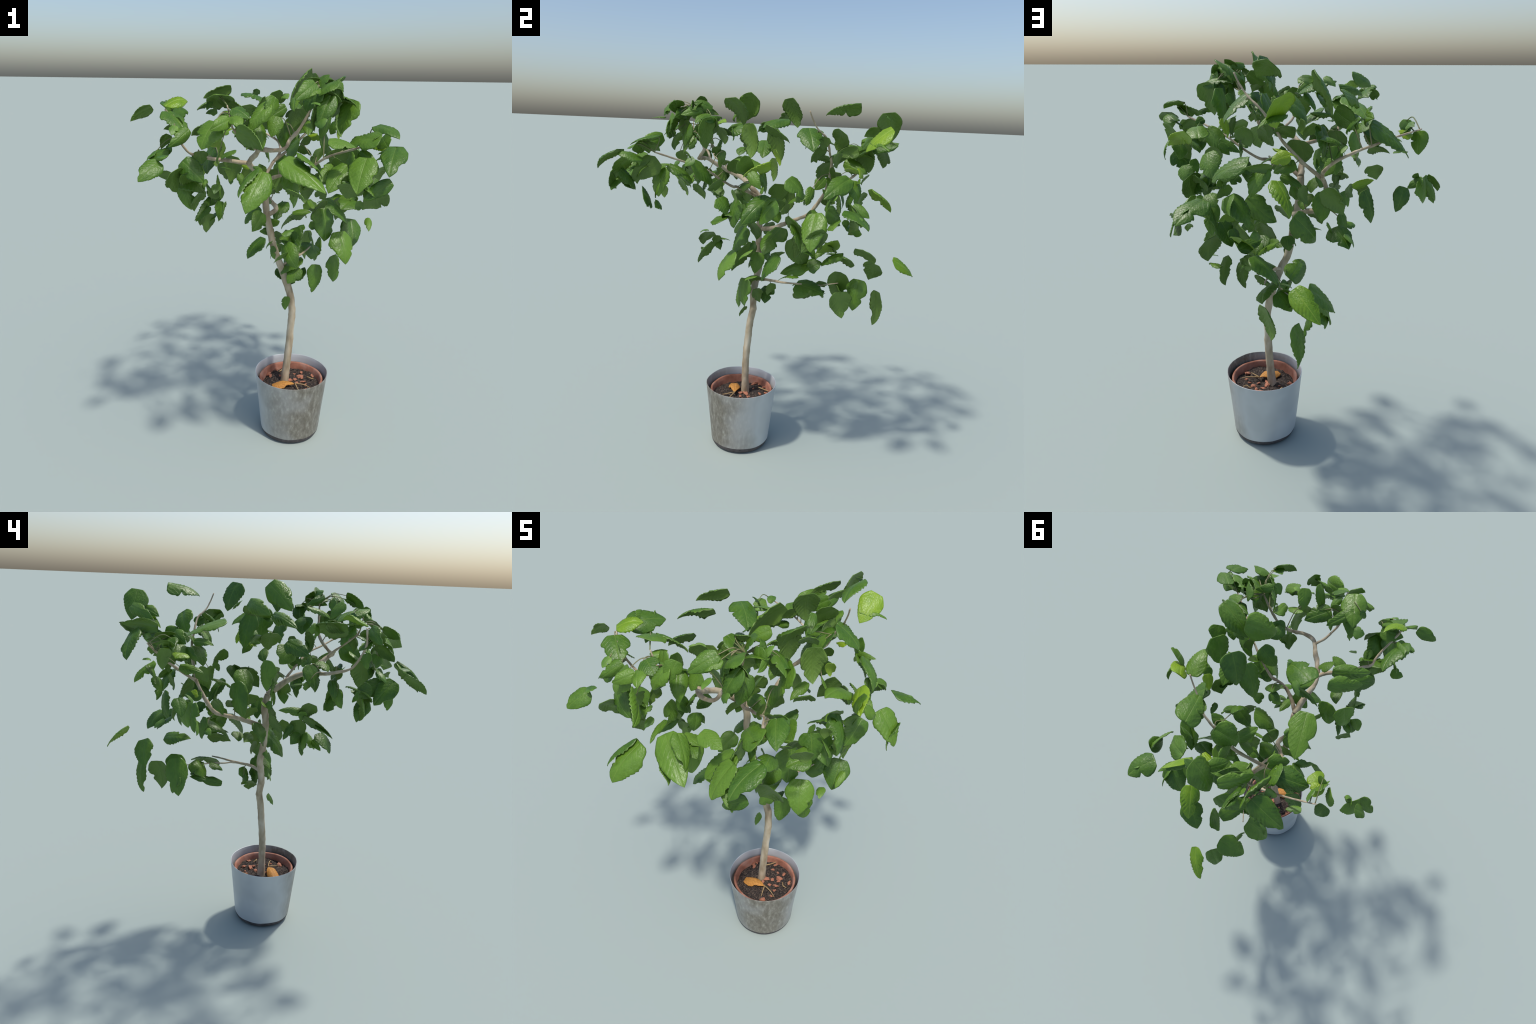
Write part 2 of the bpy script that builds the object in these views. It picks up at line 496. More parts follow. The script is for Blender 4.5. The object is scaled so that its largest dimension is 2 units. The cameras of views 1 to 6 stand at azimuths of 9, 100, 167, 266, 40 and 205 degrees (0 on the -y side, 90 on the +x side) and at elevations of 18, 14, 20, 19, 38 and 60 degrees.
def foliage(stem_name, age, rows):
    """Each row: stalk end x, y, z (mm), heading and pitch (degrees), length and
    width (mm), roll (degrees), arch (per cent of the length), and whether a
    stalk ties it to the stem. Small blades are gathered into one clump."""
    for x, y, z, head, pitch, length, width, roll, arch, tied in rows:
        base = Vector((x, y, z)) / 1000
        h, p = math.radians(head), math.radians(pitch)
        along = Vector((math.cos(h) * math.cos(p), math.sin(h) * math.cos(p), math.sin(p)))
        flat = along.cross(Vector((0, 0, 1)))
        flat = flat.normalized() if flat.length > 0.05 else Vector((1, 0, 0))
        rise = flat.cross(along)
        a = math.radians(roll)
        across = flat * math.cos(a) + rise * math.sin(a)
        face = across.cross(along)
        COUNT[0] += 1
        blade = BLADES["young" if age == "young" else "mature"][(COUNT[0] * 5 + COUNT[0] // 7) % 14]
        m = Matrix((across, along, face)).transposed().to_4x4()
        sc = length / 1000
        place = Matrix.Translation(base) @ m @ Matrix.Diagonal((width / 1000, sc, sc * (0.35 + 0.065 * arch), 1))
        if age == "small":
            SMALL.append((blade, place))
        else:
            ob = add("leaf", blade, LEAF[age])
            ob.matrix_basis = place
        if tied:
            near = min(LINES[stem_name], key=lambda q: (q - base).length)
            if 0.012 < (near - base).length:
                bend = near.lerp(base, 0.55) + Vector((0, 0, 0.12 * (base - near).length)) - along * 0.012
                STALKS.append(smooth_line([near, bend, base + along * 0.004], per=6))


foliage("branch_low", "mature", [
    (297, 211, 1293, 133, -59, 192, 121, 62, 8, 0),
    (352, -84, 1215, -56, -62, 171, 130, 0, 10, 0),
    (157, 223, 1009, 66, -7, 178, 116, -38, 9, 0),
    (411, 158, 1226, -80, -60, 159, 122, 21, 6, 0),
    (156, -1, 1038, -154, -37, 145, 112, -5, 10, 0),
    (329, -26, 1066, 21, -86, 150, 100, -60, 10, 0),
    (240, -61, 1021, -132, -82, 155, 84, 70, 10, 0),
    (374, 241, 1321, -165, -68, 131, 91, -73, 10, 0),
    (212, 247, 1249, 69, -36, 104, 108, -8, 7, 0),
    (243, 284, 1136, -78, -17, 142, 70, 60, 10, 0),
    (16, 49, 942, -4, -47, 111, 85, 0, 10, 0),
    (195, 16, 1180, -21, -74, 116, 77, 19, 5, 0),
    (181, 6, 970, 173, -51, 130, 62, 37, 11, 0),
    (153, -44, 990, -148, -48, 106, 76, 47, 5, 0),
    (326, 434, 1254, -144, 6, 140, 55, -40, 10, 0),
    (317, 471, 1234, -110, -34, 139, 53, 44, 14, 0),
    (222, 301, 1156, -9, -17, 98, 67, 0, 10, 0),
    (289, 297, 1144, 101, 21, 78, 80, -48, 14, 0),
    (340, 325, 1310, 134, -63, 75, 77, 7, 10, 0),
    (161, 118, 1183, -171, -36, 69, 76, 10, 10, 0),
    (107, 88, 988, -132, -60, 94, 55, -20, 10, 0),
    (161, 234, 1215, 109, 2, 108, 41, -61, 3, 0),
    (385, 259, 1119, -66, -9, 104, 42, -2, 10, 0),
    (498, 45, 1265, -84, -40, 87, 38, -2, 9, 0),
])
foliage("branch_low", "small", [
    (212, 225, 1255, -35, -50, 65, 50, 40, 12, 0),
    (385, 50, 1103, -63, -18, 68, 45, -12, 9, 0),
    (71, 76, 948, -159, -40, 60, 44, -76, 7, 1),
    (214, 299, 1233, 38, -66, 63, 40, 0, 10, 0),
])
foliage("branch_low", "young", [
    (299, 447, 1290, -80, -27, 126, 115, -40, 10, 0),
])
foliage("limb_back", "mature", [
    (269, 142, 1339, -27, -41, 184, 130, 0, 10, 0),
    (-86, 138, 1509, -144, -65, 184, 100, -60, 10, 0),
    (30, 286, 1279, -109, -34, 157, 85, 0, 10, 0),
    (-64, 452, 1328, 113, -36, 116, 100, -17, 9, 0),
    (-45, 355, 1455, 32, -86, 129, 85, 60, 10, 0),
    (-205, 409, 1464, -168, -74, 150, 70, -80, 10, 0),
    (24, 47, 1212, 165, -2, 153, 62, 32, 5, 0),
    (33, 133, 1448, -135, -62, 95, 88, -85, 12, 1),
    (-149, 288, 1340, 132, -79, 112, 65, -7, 10, 0),
    (-260, 243, 1455, -107, -55, 86, 70, -20, 10, 0),
    (-62, 268, 1392, -119, -65, 66, 85, 0, 10, 0),
    (-125, 307, 1447, 69, -7, 95, 57, 63, 13, 0),
    (97, 59, 1269, 3, 4, 102, 35, -47, 13, 0),
    (15, 319, 1271, -122, -35, 88, 37, -85, 14, 0),
])
foliage("limb_back", "small", [
    (195, 0, 1229, -23, -22, 65, 48, 85, 14, 0),
    (-99, 498, 1311, 109, -38, 68, 40, 20, 10, 0),
    (-176, 282, 1284, -154, -10, 61, 40, -40, 10, 1),
    (-33, 465, 1353, -178, -76, 53, 40, 0, 10, 0),
])
foliage("limb_back", "young", [
    (-183, 323, 1464, 163, 19, 94, 37, 78, 11, 0),
])
foliage("limb_front", "mature", [
    (117, -649, 1656, -24, -31, 223, 119, -23, 6, 0),
    (-163, 78, 1889, -37, -22, 187, 124, 10, 10, 0),
    (173, -33, 1990, -127, -42, 196, 115, -60, 10, 0),
    (42, -716, 1615, -110, -47, 194, 115, 20, 10, 0),
    (331, -126, 1973, 161, -44, 187, 107, 1, 11, 0),
    (136, -558, 1607, -26, -82, 168, 118, 0, 10, 0),
    (382, -230, 1872, -162, -70, 159, 103, 39, 8, 0),
    (-148, -31, 1764, 3, -38, 151, 101, 0, 5, 0),
    (-206, -59, 1579, 138, -77, 140, 100, -60, 10, 0),
    (284, -405, 1896, -135, -64, 144, 83, 37, 13, 1),
    (-250, 90, 1910, -143, -17, 163, 70, -60, 10, 0),
    (229, -403, 1924, -173, -63, 109, 100, 40, 10, 1),
    (310, -347, 1923, 132, -24, 115, 92, 0, 10, 0),
    (231, -389, 1861, -172, -83, 118, 89, -33, 12, 0),
    (142, -93, 1791, 179, -54, 121, 85, -40, 10, 0),
    (175, -635, 1679, -32, -36, 147, 70, 20, 10, 0),
    (134, -231, 1829, 137, -68, 95, 106, -1, 5, 0),
    (264, -350, 1839, -116, -72, 132, 75, 65, 14, 0),
    (218, -455, 1944, -131, -30, 129, 70, 60, 10, 1),
    (-253, -159, 1363, -102, -75, 102, 85, 80, 10, 0),
    (64, -242, 1762, -55, -85, 113, 76, -7, 13, 1),
    (207, -396, 1900, -6, -13, 128, 67, 61, 11, 1),
    (379, -248, 1867, 156, 3, 146, 57, -16, 10, 0),
    (324, -216, 1879, -167, -68, 92, 87, -51, 11, 1),
    (303, -406, 1953, -152, -37, 100, 78, 10, 10, 0),
    (123, -234, 1882, -89, -24, 139, 55, -20, 10, 1),
    (49, -408, 1909, 101, -51, 103, 69, 30, 10, 0),
    (-105, 44, 1453, 44, -53, 82, 85, -20, 10, 0),
    (184, -119, 1917, -154, -30, 107, 61, 64, 11, 0),
    (58, -409, 1804, -127, -68, 92, 70, 40, 10, 1),
    (261, -237, 1918, -67, 15, 100, 63, 62, 15, 1),
    (308, -246, 1895, -23, -28, 107, 55, 20, 10, 1),
    (-76, 25, 1749, 159, -13, 139, 40, 20, 10, 0),
    (115, -562, 1609, 5, -13, 89, 58, -13, 7, 0),
    (307, -275, 1910, -73, -14, 109, 45, 85, 7, 1),
    (217, -303, 1934, 5, 40, 70, 68, -35, 3, 1),
    (179, -330, 1935, 113, -23, 112, 40, 80, 10, 1),
    (302, -325, 1954, -21, -84, 83, 54, -62, 10, 0),
    (136, -690, 1543, -31, -21, 93, 46, 40, 16, 0),
    (-17, -536, 1605, -68, -8, 142, 30, 4, 9, 0),
    (227, -445, 1926, -115, -27, 80, 52, 17, 14, 1),
    (128, -256, 1726, 173, -50, 77, 52, 34, 10, 1),
    (161, -575, 1586, -18, -20, 70, 56, -15, 6, 0),
    (89, -223, 1819, 74, -25, 70, 55, 40, 10, 0),
    (-178, -46, 1491, -15, -70, 87, 40, -40, 10, 0),
    (170, -315, 1952, 23, -6, 83, 41, 58, 14, 1),
])
foliage("limb_front", "small", [
    (288, -123, 1824, -172, -55, 70, 45, -81, 12, 0),
    (243, -444, 1803, -69, -57, 50, 55, -40, 10, 1),
    (187, -374, 1919, 171, -62, 59, 46, -37, 10, 0),
    (298, -309, 1913, 56, 35, 61, 40, -20, 10, 0),
    (215, -500, 1869, -65, -7, 75, 30, -8, 5, 0),
    (82, -394, 1893, -63, -16, 50, 39, -29, 13, 0),
    (147, -433, 1532, -73, 42, 57, 28, 9, 9, 0),
])
foliage("limb_left", "mature", [
    (-396, -408, 1551, -25, -28, 176, 130, -20, 10, 0),
    (-467, -328, 1826, 75, -7, 182, 115, -40, 10, 0),
    (-424, -441, 1818, -32, -36, 137, 115, 0, 10, 1),
    (-313, -562, 1572, 80, -26, 154, 100, 40, 10, 0),
    (-273, -206, 1638, -136, -71, 132, 116, 0, 10, 1),
    (-350, -594, 1584, 105, -49, 145, 100, 40, 10, 0),
    (-310, -5, 1655, 141, -90, 141, 100, 40, 10, 0),
    (-360, -444, 1522, -21, -73, 144, 85, -61, 9, 0),
    (-332, -542, 1619, -8, -42, 132, 91, -63, 13, 0),
    (-232, -25, 1858, -146, -15, 182, 63, -48, 13, 0),
    (-304, -89, 1742, -134, -21, 138, 80, -47, 11, 0),
    (-410, -622, 1623, -126, -33, 129, 83, 42, 10, 0),
    (-222, -355, 1521, 91, -71, 115, 85, -80, 10, 0),
    (-264, -487, 1476, 139, -56, 120, 77, 12, 13, 0),
    (-308, -228, 1455, 56, -57, 108, 85, -40, 10, 0),
    (-334, -436, 1749, -177, -4, 111, 74, -42, 6, 0),
    (-303, -199, 1306, 152, -77, 105, 70, -40, 10, 0),
    (-410, -490, 1648, 175, -18, 104, 70, 40, 10, 0),
    (-310, -503, 1748, -135, -34, 124, 58, 74, 12, 1),
    (-295, -191, 1388, -109, -31, 170, 40, 80, 10, 0),
    (-294, -256, 1357, -120, -35, 106, 63, 1, 3, 0),
    (-206, -310, 1457, -160, -21, 81, 82, -70, 7, 0),
    (-487, -232, 1841, -68, -15, 121, 53, 80, 21, 0),
    (-367, -488, 1545, 106, -14, 89, 71, 85, 4, 0),
    (-502, -422, 1833, -165, -32, 114, 55, -60, 10, 0),
    (-183, -169, 1720, -8, -33, 87, 70, 0, 10, 0),
    (-379, -461, 1795, 62, -79, 79, 74, -1, 5, 1),
    (-156, -270, 1639, -149, -31, 82, 70, 0, 10, 0),
    (-280, -199, 1412, 102, 5, 136, 40, 60, 10, 0),
    (-336, -315, 1542, -122, -62, 103, 53, -85, 11, 0),
    (-303, -315, 1573, -176, -49, 102, 52, -5, 14, 0),
    (-402, -470, 1675, 154, -49, 88, 55, 62, 9, 1),
    (-206, -187, 1534, 112, -9, 83, 59, -19, 7, 0),
    (-324, -200, 1320, 160, -68, 88, 55, -53, 8, 0),
    (-311, -332, 1635, -32, -79, 61, 73, -35, 12, 1),
    (-425, -429, 1716, -175, -59, 73, 53, -50, 13, 0),
    (-430, -395, 1531, -179, -7, 65, 56, -61, 10, 0),
    (-452, -210, 1814, 121, 0, 62, 54, 75, 14, 0),
])
foliage("limb_left", "small", [
    (-289, -475, 1558, 85, -49, 69, 46, -6, 10, 0),
    (-221, -102, 1706, -131, 7, 79, 38, 62, 3, 0),
    (-320, -198, 1568, 34, -70, 50, 55, 0, 10, 1),
    (-315, -185, 1421, 5, -55, 65, 41, -7, 11, 0),
    (-407, -636, 1642, 45, 7, 47, 55, 0, 10, 0),
    (-475, -474, 1644, -133, -40, 62, 41, -19, 14, 1),
    (-199, -467, 1508, -93, -37, 57, 40, 9, 10, 0),
    (-366, -520, 1764, -97, -40, 56, 40, 20, 10, 1),
    (-33, -46, 1824, 86, 1, 54, 40, 40, 10, 0),
    (-269, -416, 1519, -77, -29, 64, 32, -19, 16, 0),
    (-367, -428, 1552, 31, -70, 55, 34, 61, 7, 0),
])
foliage("limb_left", "young", [
    (-441, -414, 1839, 49, 9, 119, 78, -19, 16, 0),
])
foliage("limb_right", "mature", [
    (401, 98, 1509, -52, -41, 192, 115, 46, 17, 0),
    (263, -45, 1325, -71, -70, 170, 130, 20, 10, 0),
    (371, -482, 1652, -82, -35, 173, 106, -79, 5, 0),
    (442, -623, 1668, -110, -55, 159, 115, 0, 10, 0),
    (552, -599, 1710, -102, -34, 167, 100, 0, 10, 0),
    (105, 102, 1546, -160, -54, 153, 108, -1, 10, 0),
    (370, -538, 1626, -128, -41, 156, 100, 20, 10, 0),
    (381, -71, 1483, -16, -82, 141, 111, -27, 12, 0),
    (366, -296, 1652, 143, -45, 173, 88, -69, 10, 1),
    (490, -553, 1734, 147, -11, 148, 100, 40, 10, 1),
    (135, -150, 1665, 141, -43, 115, 117, 50, 10, 0),
    (529, -499, 1516, 172, -45, 115, 115, -60, 10, 0),
    (478, -435, 1778, -50, -16, 146, 84, -13, 8, 1),
    (410, -111, 1391, -121, -15, 114, 100, 20, 10, 0),
    (270, -7, 1359, 170, -56, 129, 85, -20, 10, 0),
    (335, -442, 1630, 95, -33, 152, 69, -32, 10, 0),
    (241, -235, 1505, 143, -42, 109, 96, -14, 3, 0),
    (515, -502, 1672, -64, 9, 122, 77, 17, 14, 0),
    (390, -668, 1569, 109, -49, 90, 102, -18, 7, 0),
    (444, -651, 1604, 140, -52, 130, 70, -60, 10, 0),
    (315, -311, 1579, -129, -26, 121, 70, 60, 10, 1),
    (48, -86, 1545, -3, -28, 105, 80, -17, 10, 1),
    (323, -162, 1562, -38, -21, 97, 85, -49, 5, 0),
    (508, -324, 1582, 85, -57, 87, 93, 38, 10, 0),
    (187, -208, 1493, -155, -84, 109, 74, -85, 16, 0),
    (-22, -115, 1501, -179, -57, 114, 70, -20, 10, 0),
    (338, -16, 1627, -172, -32, 111, 70, -40, 10, 0),
    (492, -126, 1505, 91, -65, 88, 88, -35, 13, 0),
    (290, -628, 1730, 0, -12, 110, 70, -26, 3, 0),
    (541, -663, 1583, -170, -35, 130, 58, 76, 8, 0),
    (-66, 44, 1377, 45, -54, 87, 86, -9, 9, 0),
    (483, -430, 1561, -133, -59, 100, 70, 60, 10, 0),
    (-289, -27, 1386, -131, -42, 102, 65, 71, 10, 0),
    (495, -523, 1746, 163, -40, 84, 70, 0, 10, 1),
    (254, -175, 1715, -91, -79, 92, 60, 50, 10, 1),
    (167, -34, 1751, -84, -31, 97, 55, 0, 10, 0),
    (221, -179, 1605, -107, -35, 67, 74, -85, 13, 1),
    (568, 36, 1642, 70, -52, 94, 52, -62, 12, 0),
    (412, -514, 1672, -26, -27, 100, 49, -78, 8, 0),
    (441, -343, 1587, 125, -42, 78, 61, 9, 12, 0),
    (440, -655, 1571, -30, -48, 87, 53, 9, 12, 0),
    (87, -48, 1534, 154, -20, 78, 55, -34, -2, 1),
    (181, -194, 1511, -70, -35, 62, 70, 40, 10, 0),
    (404, -124, 1424, -173, -33, 81, 48, 56, 8, 0),
    (237, -157, 1440, 6, -50, 58, 64, 62, 12, 0),
    (458, -68, 1541, 143, -74, 67, 53, -16, 8, 0),
    (176, -81, 1450, 115, -40, 59, 58, -18, 15, 0),
    (-97, 3, 1417, -91, -47, 60, 55, -2, 6, 0),
])
foliage("limb_right", "small", [
    (524, -553, 1674, 162, -38, 66, 48, 11, 12, 0),
    (88, -337, 1253, 48, 11, 75, 41, -9, 11, 0),
    (415, -456, 1444, -6, -14, 54, 55, 60, 10, 0),
    (408, -283, 1678, -74, -41, 60, 46, 58, 9, 0),
    (388, -69, 1406, -85, 1, 73, 37, 11, 6, 0),
    (379, -331, 1698, 36, -15, 59, 44, 52, 11, 0),
    (-90, -27, 1413, -157, -22, 61, 41, -50, -4, 0),
    (370, -614, 1709, 179, 8, 61, 40, 40, 10, 0),
    (350, 64, 1457, 84, -34, 63, 34, -2, 15, 0),
    (403, 53, 1517, 48, -68, 47, 35, 48, 13, 0),
])
foliage("shoot_back", "mature", [
    (-195, 193, 1821, 96, -23, 208, 116, 11, 4, 0),
    (-130, 629, 1758, 172, -40, 190, 101, -31, 9, 1),
    (124, 526, 1403, -158, -48, 163, 100, -80, 10, 0),
    (-155, 474, 1729, -167, -25, 172, 92, -35, 12, 1),
    (-43, 462, 1681, 52, 8, 158, 100, 20, 10, 1),
    (24, 528, 1743, 81, -71, 124, 115, 60, 10, 0),
    (-164, 515, 1773, 72, 3, 186, 70, -80, 10, 0),
    (-483, 354, 1489, -169, -78, 111, 115, -60, 10, 0),
    (7, 533, 1507, 176, -53, 128, 85, 60, 10, 0),
    (-9, 574, 1799, -154, -29, 145, 73, 85, 5, 0),
    (-29, 430, 1669, 71, -20, 149, 70, -80, 10, 1),
    (-10, 661, 1864, -131, -19, 164, 63, -56, 8, 0),
    (-51, 707, 1778, -95, -22, 165, 55, 40, 10, 0),
    (-192, 486, 1758, -8, -41, 79, 101, 12, 7, 0),
    (-377, 411, 1472, 21, -70, 109, 70, 60, 10, 0),
    (-119, 442, 1750, -140, -25, 107, 70, -60, 10, 1),
    (-517, 323, 1493, -174, -60, 131, 55, -60, 10, 0),
    (-405, 455, 1708, 78, -83, 95, 74, -40, 10, 0),
    (-159, 414, 1592, -110, -9, 130, 52, -53, 12, 1),
    (-222, 407, 1705, -147, -56, 80, 85, 0, 10, 0),
    (-94, 329, 1574, -64, -49, 91, 70, 80, 10, 0),
    (58, 580, 1755, -75, -32, 111, 55, -20, 10, 0),
    (65, 607, 1851, -124, -21, 103, 58, -56, 11, 0),
    (-508, 392, 1512, -158, -55, 89, 64, -11, 10, 0),
    (-168, 560, 1595, -141, -53, 74, 68, 28, 13, 0),
    (89, 490, 1510, -142, -60, 89, 55, 80, 10, 0),
    (-212, 378, 1686, -135, -28, 104, 43, -80, 13, 0),
    (-347, 477, 1722, -120, -1, 77, 52, 48, 5, 0),
    (-185, 471, 1643, -178, -11, 95, 42, 51, 16, 0),
    (-65, 632, 1752, 82, 21, 90, 38, -85, 12, 0),
])
foliage("shoot_back", "small", [
    (-537, 317, 1438, -164, -58, 84, 39, 51, 11, 0),
    (-484, 363, 1493, -43, -38, 79, 41, 72, 10, 0),
    (-329, 467, 1704, -135, -9, 80, 40, 40, 10, 0),
    (-360, 424, 1749, 47, -78, 59, 52, 15, 5, 1),
    (-338, 478, 1732, 88, 3, 67, 38, -51, 10, 1),
    (-311, 545, 1643, 18, -2, 67, 37, -1, 7, 0),
    (-164, 567, 1747, -164, -42, 61, 39, -5, 14, 0),
    (-64, 564, 1673, 0, -46, 62, 35, 1, 7, 0),
    (-139, 304, 1777, -126, 16, 51, 29, -45, 12, 0),
    (-467, 330, 1489, 71, 38, 50, 28, 2, 12, 0),
])
foliage("shoot_back", "young", [
    (-298, 383, 1677, 149, -15, 66, 85, 8, 14, 0),
    (-361, 476, 1686, -43, 22, 61, 61, 16, 17, 0),
])
foliage("shoot_right", "mature", [
    (491, 336, 1460, -2, -58, 194, 123, -18, 10, 0),
    (147, 60, 1835, 143, -73, 187, 106, 6, 8, 0),
    (292, 476, 1611, -41, -28, 193, 101, 40, 10, 0),
    (92, 641, 1937, 156, -65, 161, 119, 20, 10, 0),
    (465, 491, 1479, 40, -24, 162, 117, 10, 10, 0),
    (198, 502, 1957, -80, -15, 176, 108, -30, 10, 0),
    (330, -24, 1855, 85, -87, 169, 110, 59, 11, 0),
    (254, 257, 1845, 21, -44, 154, 117, -5, 9, 0),
    (163, 137, 1986, 122, -67, 153, 115, 20, 10, 0),
    (497, 152, 1502, -106, -53, 147, 113, 57, 7, 0),
    (440, 82, 1656, -91, 11, 158, 103, 5, 10, 0),
    (373, 500, 1490, 143, -53, 142, 105, -20, 16, 0),
    (284, 376, 1449, 150, -35, 154, 94, -82, 17, 0),
    (126, 418, 1833, -162, -46, 133, 108, -48, 11, 0),
    (66, 346, 1670, -133, -61, 115, 115, 0, 10, 0),
    (414, 193, 1609, 96, -52, 123, 100, -40, 10, 0),
    (568, 391, 1393, -85, -45, 147, 81, -68, 11, 0),
    (455, 207, 1432, 123, -54, 166, 70, 20, 10, 0),
    (229, 35, 1843, 93, -30, 147, 76, 32, 8, 0),
    (232, 493, 1599, 17, -61, 129, 86, 20, 10, 0),
    (406, 225, 1397, 72, -74, 136, 70, 0, 10, 0),
    (155, 413, 1729, -142, -28, 99, 85, 20, 10, 0),
    (540, 35, 1689, -68, -32, 84, 100, -60, 10, 0),
    (475, 143, 1508, -176, -52, 95, 85, 20, 10, 0),
    (79, 505, 1738, -89, -12, 117, 67, -85, 9, 0),
    (107, 262, 1494, -97, -26, 129, 55, 20, 10, 0),
    (334, 414, 1399, 2, -22, 79, 86, -43, 8, 0),
    (85, 308, 1832, -72, -48, 125, 54, 15, 15, 0),
    (191, 334, 1759, -108, -51, 111, 60, -37, 9, 0),
    (172, 568, 1789, 37, -14, 148, 44, -3, 10, 0),
    (66, 356, 1693, -117, -7, 117, 55, -40, 10, 0),
    (164, 309, 1730, -165, -42, 90, 70, 40, 10, 1),
    (82, 372, 1581, -8, -22, 96, 63, 49, 13, 1),
    (174, 285, 1544, -20, -53, 109, 55, 60, 10, 1),
    (311, 406, 1728, 177, -59, 81, 70, 60, 10, 0),
    (363, 505, 1493, 79, -34, 100, 52, -55, 8, 0),
    (149, 389, 1646, -169, -55, 89, 55, -60, 10, 0),
    (430, 313, 1460, 113, -38, 71, 67, -25, 14, 0),
    (210, 518, 1593, 5, 1, 116, 37, -75, 8, 0),
    (133, 337, 1528, 154, -26, 102, 41, -53, 10, 0),
    (347, 383, 1502, 1, -39, 73, 55, -60, 10, 0),
    (251, 345, 1805, -135, -71, 66, 57, -43, 12, 0),
    (103, 238, 1763, 53, 25, 86, 40, 0, 10, 1),
])
foliage("shoot_right", "small", [
    (258, 511, 1337, 45, 6, 65, 40, 61, 10, 0),
    (367, 256, 1538, -69, -59, 58, 43, 49, 6, 0),
    (280, 268, 1795, -90, 31, 64, 39, -7, 10, 1),
    (397, 427, 1540, -131, -47, 60, 41, 55, 17, 0),
    (358, 418, 1550, -45, -60, 61, 40, 0, 10, 0),
    (-109, 120, 1906, 131, -35, 68, 36, -38, 11, 0),
    (94, 647, 1907, -16, 7, 50, 40, 40, 10, 0),
    (228, 334, 1793, -64, 12, 58, 31, 29, 6, 0),
    (523, 536, 1458, 13, -36, 52, 35, -22, 14, 0),
])
foliage("shoot_right", "young", [
    (207, 663, 1858, -94, -44, 168, 119, 33, 6, 0),
    (204, 581, 1558, 101, -44, 160, 85, 20, 10, 0),
    (487, 113, 1675, -54, -23, 151, 85, -40, 10, 0),
    (145, 528, 1642, -5, -22, 76, 56, 59, 11, 0),
    (190, 452, 1654, 149, -18, 106, 40, 20, 10, 0),
    (335, 105, 1737, 117, -69, 85, 48, 10, 10, 0),
])
foliage("trunk", "mature", [
    (120, -34, 1211, -86, -55, 200, 115, -40, 10, 0),
    (94, -268, 1190, -44, -47, 140, 85, -60, 10, 0),
    (-9, -318, 1230, -138, -46, 127, 94, -3, 10, 0),
    (-45, -104, 1301, -115, -41, 123, 85, 60, 10, 0),
    (-76, 21, 1297, -163, -46, 120, 85, 20, 10, 0),
    (33, 22, 1166, 119, -73, 75, 72, -58, 7, 0),
    (79, -270, 1212, 79, 1, 105, 48, -2, 9, 0),
    (-270, -185, 1295, 133, -26, 82, 59, 42, 9, 0),
    (79, -252, 1211, 31, -27, 95, 51, -31, 18, 0),
    (135, -230, 1244, -97, -74, 69, 55, -40, 10, 0),
    (5, -2, 1178, -171, -2, 78, 48, 54, 13, 0),
    (91, -68, 830, -96, -62, 74, 49, -18, 10, 0),
    (112, -310, 1157, -149, -30, 86, 41, -52, 6, 0),
    (-259, -142, 1341, 101, -60, 87, 38, 53, 11, 0),
])
foliage("trunk", "small", [
    (2, -51, 1107, -48, -67, 71, 40, -71, 12, 1),
    (2, -24, 1136, -150, -52, 61, 33, -24, 13, 0),
])
foliage("twig_left", "mature", [
    (-175, -473, 1894, 107, -23, 164, 115, 0, 10, 0),
    (-183, -561, 1788, -131, -57, 130, 116, 22, 12, 1),
    (-76, -625, 1758, -42, -20, 175, 85, 80, 10, 0),
    (-73, -442, 1783, 34, -15, 137, 85, 40, 10, 1),
    (-41, -430, 1790, -44, -63, 139, 76, -13, 16, 1),
    (35, -530, 1863, -149, -54, 135, 73, 38, 16, 0),
    (-205, -385, 1873, 30, -28, 147, 55, 40, 10, 1),
    (-122, -427, 1839, -37, -71, 105, 71, -57, 10, 0),
    (-177, -417, 1813, 120, -54, 111, 65, 10, 12, 0),
    (-111, -523, 1841, -16, -29, 84, 85, -20, 10, 0),
    (6, -478, 1886, 131, -69, 128, 53, 24, 9, 0),
    (19, -713, 1624, -115, -36, 156, 40, -40, 10, 0),
    (60, -514, 1887, -127, -61, 87, 70, 80, 10, 0),
    (-117, -580, 1799, -134, -22, 102, 59, 68, 11, 1),
    (-163, -559, 1677, 120, -63, 77, 70, 60, 10, 1),
    (-110, -564, 1812, -48, -31, 84, 60, -21, 10, 1),
    (-123, -643, 1470, -180, -82, 76, 52, 2, 10, 0),
])
foliage("twig_left", "small", [
    (-101, -496, 1831, 60, -36, 76, 40, 20, 10, 0),
    (-163, -460, 1814, 78, 1, 79, 38, -30, 9, 0),
    (-229, -318, 1817, -164, -12, 53, 56, -34, 12, 0),
    (-77, -421, 1762, 117, -44, 67, 30, 0, 10, 1),
    (-233, -395, 1876, -143, -63, 58, 32, -65, 6, 1),
])
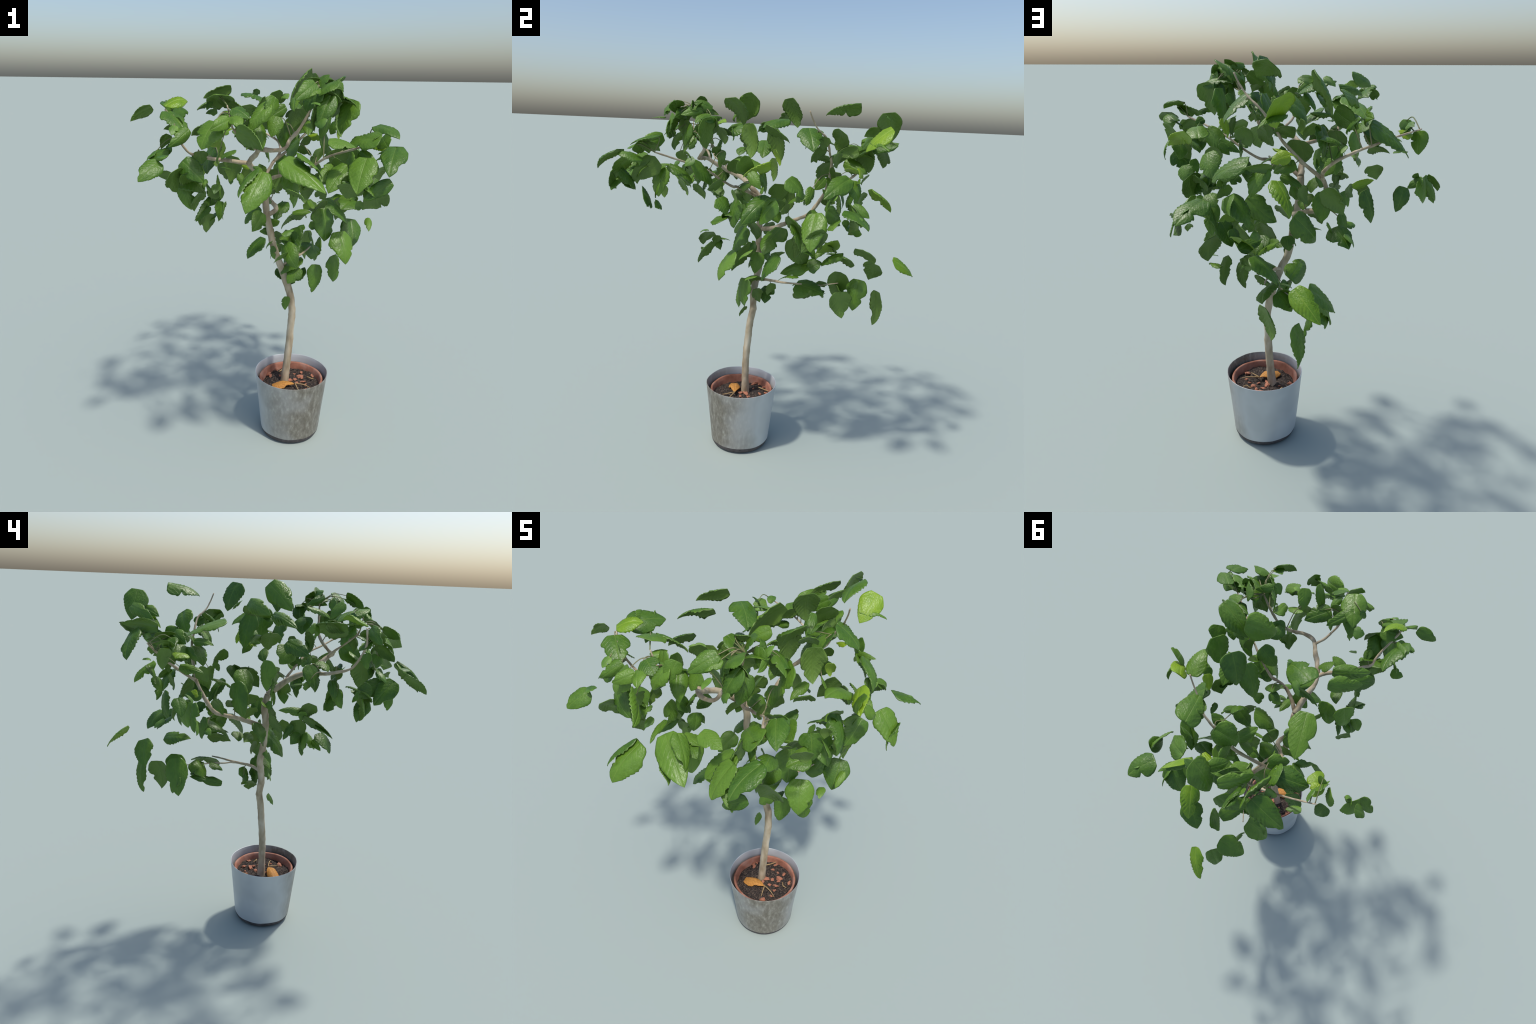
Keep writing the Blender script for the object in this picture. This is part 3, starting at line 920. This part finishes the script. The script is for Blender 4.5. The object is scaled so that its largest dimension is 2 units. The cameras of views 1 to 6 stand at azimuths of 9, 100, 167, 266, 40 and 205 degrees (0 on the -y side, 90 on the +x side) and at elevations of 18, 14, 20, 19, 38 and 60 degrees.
foliage("twig_low", "mature", [
    (22, 458, 1061, -165, -63, 209, 119, -22, 5, 0),
    (47, 562, 1035, -36, -77, 177, 115, 20, 10, 0),
    (241, 471, 1013, 157, -76, 159, 115, 40, 10, 0),
    (88, 636, 1146, -170, -47, 167, 108, -30, 10, 0),
    (149, 660, 1008, -166, -86, 196, 85, -60, 10, 0),
    (289, 550, 1264, 132, -39, 143, 110, 10, 10, 0),
    (138, 525, 1152, -121, 6, 177, 85, -40, 10, 0),
    (92, 364, 1021, -111, -50, 119, 104, -20, 13, 0),
    (143, 321, 1003, 138, -47, 105, 100, -20, 10, 0),
    (47, 200, 909, 87, 11, 186, 50, 62, 8, 0),
    (-20, 436, 975, 111, -69, 105, 78, 7, 14, 0),
    (164, 409, 1265, -52, -39, 156, 47, 20, 10, 0),
    (89, 269, 1009, -98, -24, 81, 55, -20, 10, 0),
    (49, 339, 950, 24, -7, 67, 57, -18, 12, 1),
])
foliage("twig_low", "young", [
    (173, 731, 1193, 121, -37, 163, 85, -40, 10, 0),
])


# the small blades, kept as one clump of real geometry
verts, faces = [], []
for blade, place in SMALL:
    b = len(verts)
    verts += [place @ v.co for v in blade.vertices]
    faces += [tuple(b + i for i in f.vertices) for f in blade.polygons]
if SMALL:
    add("small_leaves", mesh_from("small_leaves", verts, faces), LEAF_SMALL, kind="stuff")

verts, faces = [], []
for line in STALKS:
    v, f = tube(line, 0.0026, 0.0018, sides=6)
    b = len(verts)
    verts += v
    faces += [tuple(b + i for i in q) for q in f]
add("leaf_stalks", mesh_from("leaf_stalks", verts, faces), STALK, kind="stuff")

# fallen ochre leaf and straws on the soil
ob = add("fallen_leaf", BLADES["mature"][3].copy())
ob.data.materials.clear()
ob.data.materials.append(DRY)
d = Vector((0.120, 0.035, 0.006)).normalized()
s = d.cross(Vector((0, 0, 1))).normalized()
ob.matrix_basis = Matrix.Translation((0.033, -0.136, 0.308)) @ Matrix((s, d, s.cross(d))).transposed().to_4x4() @ Matrix.Diagonal((0.066, 0.125, 0.16, 1))
verts, faces = [], []
for pts in ([(0.156, -0.098, 0.318), (0.17, -0.13, 0.312), (0.187, -0.166, 0.308)], [(0.16, -0.1, 0.316), (0.21, -0.11, 0.318), (0.249, -0.122, 0.308)],
            [(0.22, -0.01, 0.312), (0.24, -0.03, 0.318), (0.26, -0.025, 0.31)], [(0.05, 0.02, 0.31), (0.08, 0.06, 0.316), (0.09, 0.10, 0.31)]):
    v, f = tube(smooth_line(pts), 0.004, 0.002, sides=7, bark=0.001)
    b = len(verts)
    verts += v
    faces += [tuple(b + i for i in q) for q in f]
add("straw", mesh_from("straw", verts, faces), STRAW, kind="stuff")
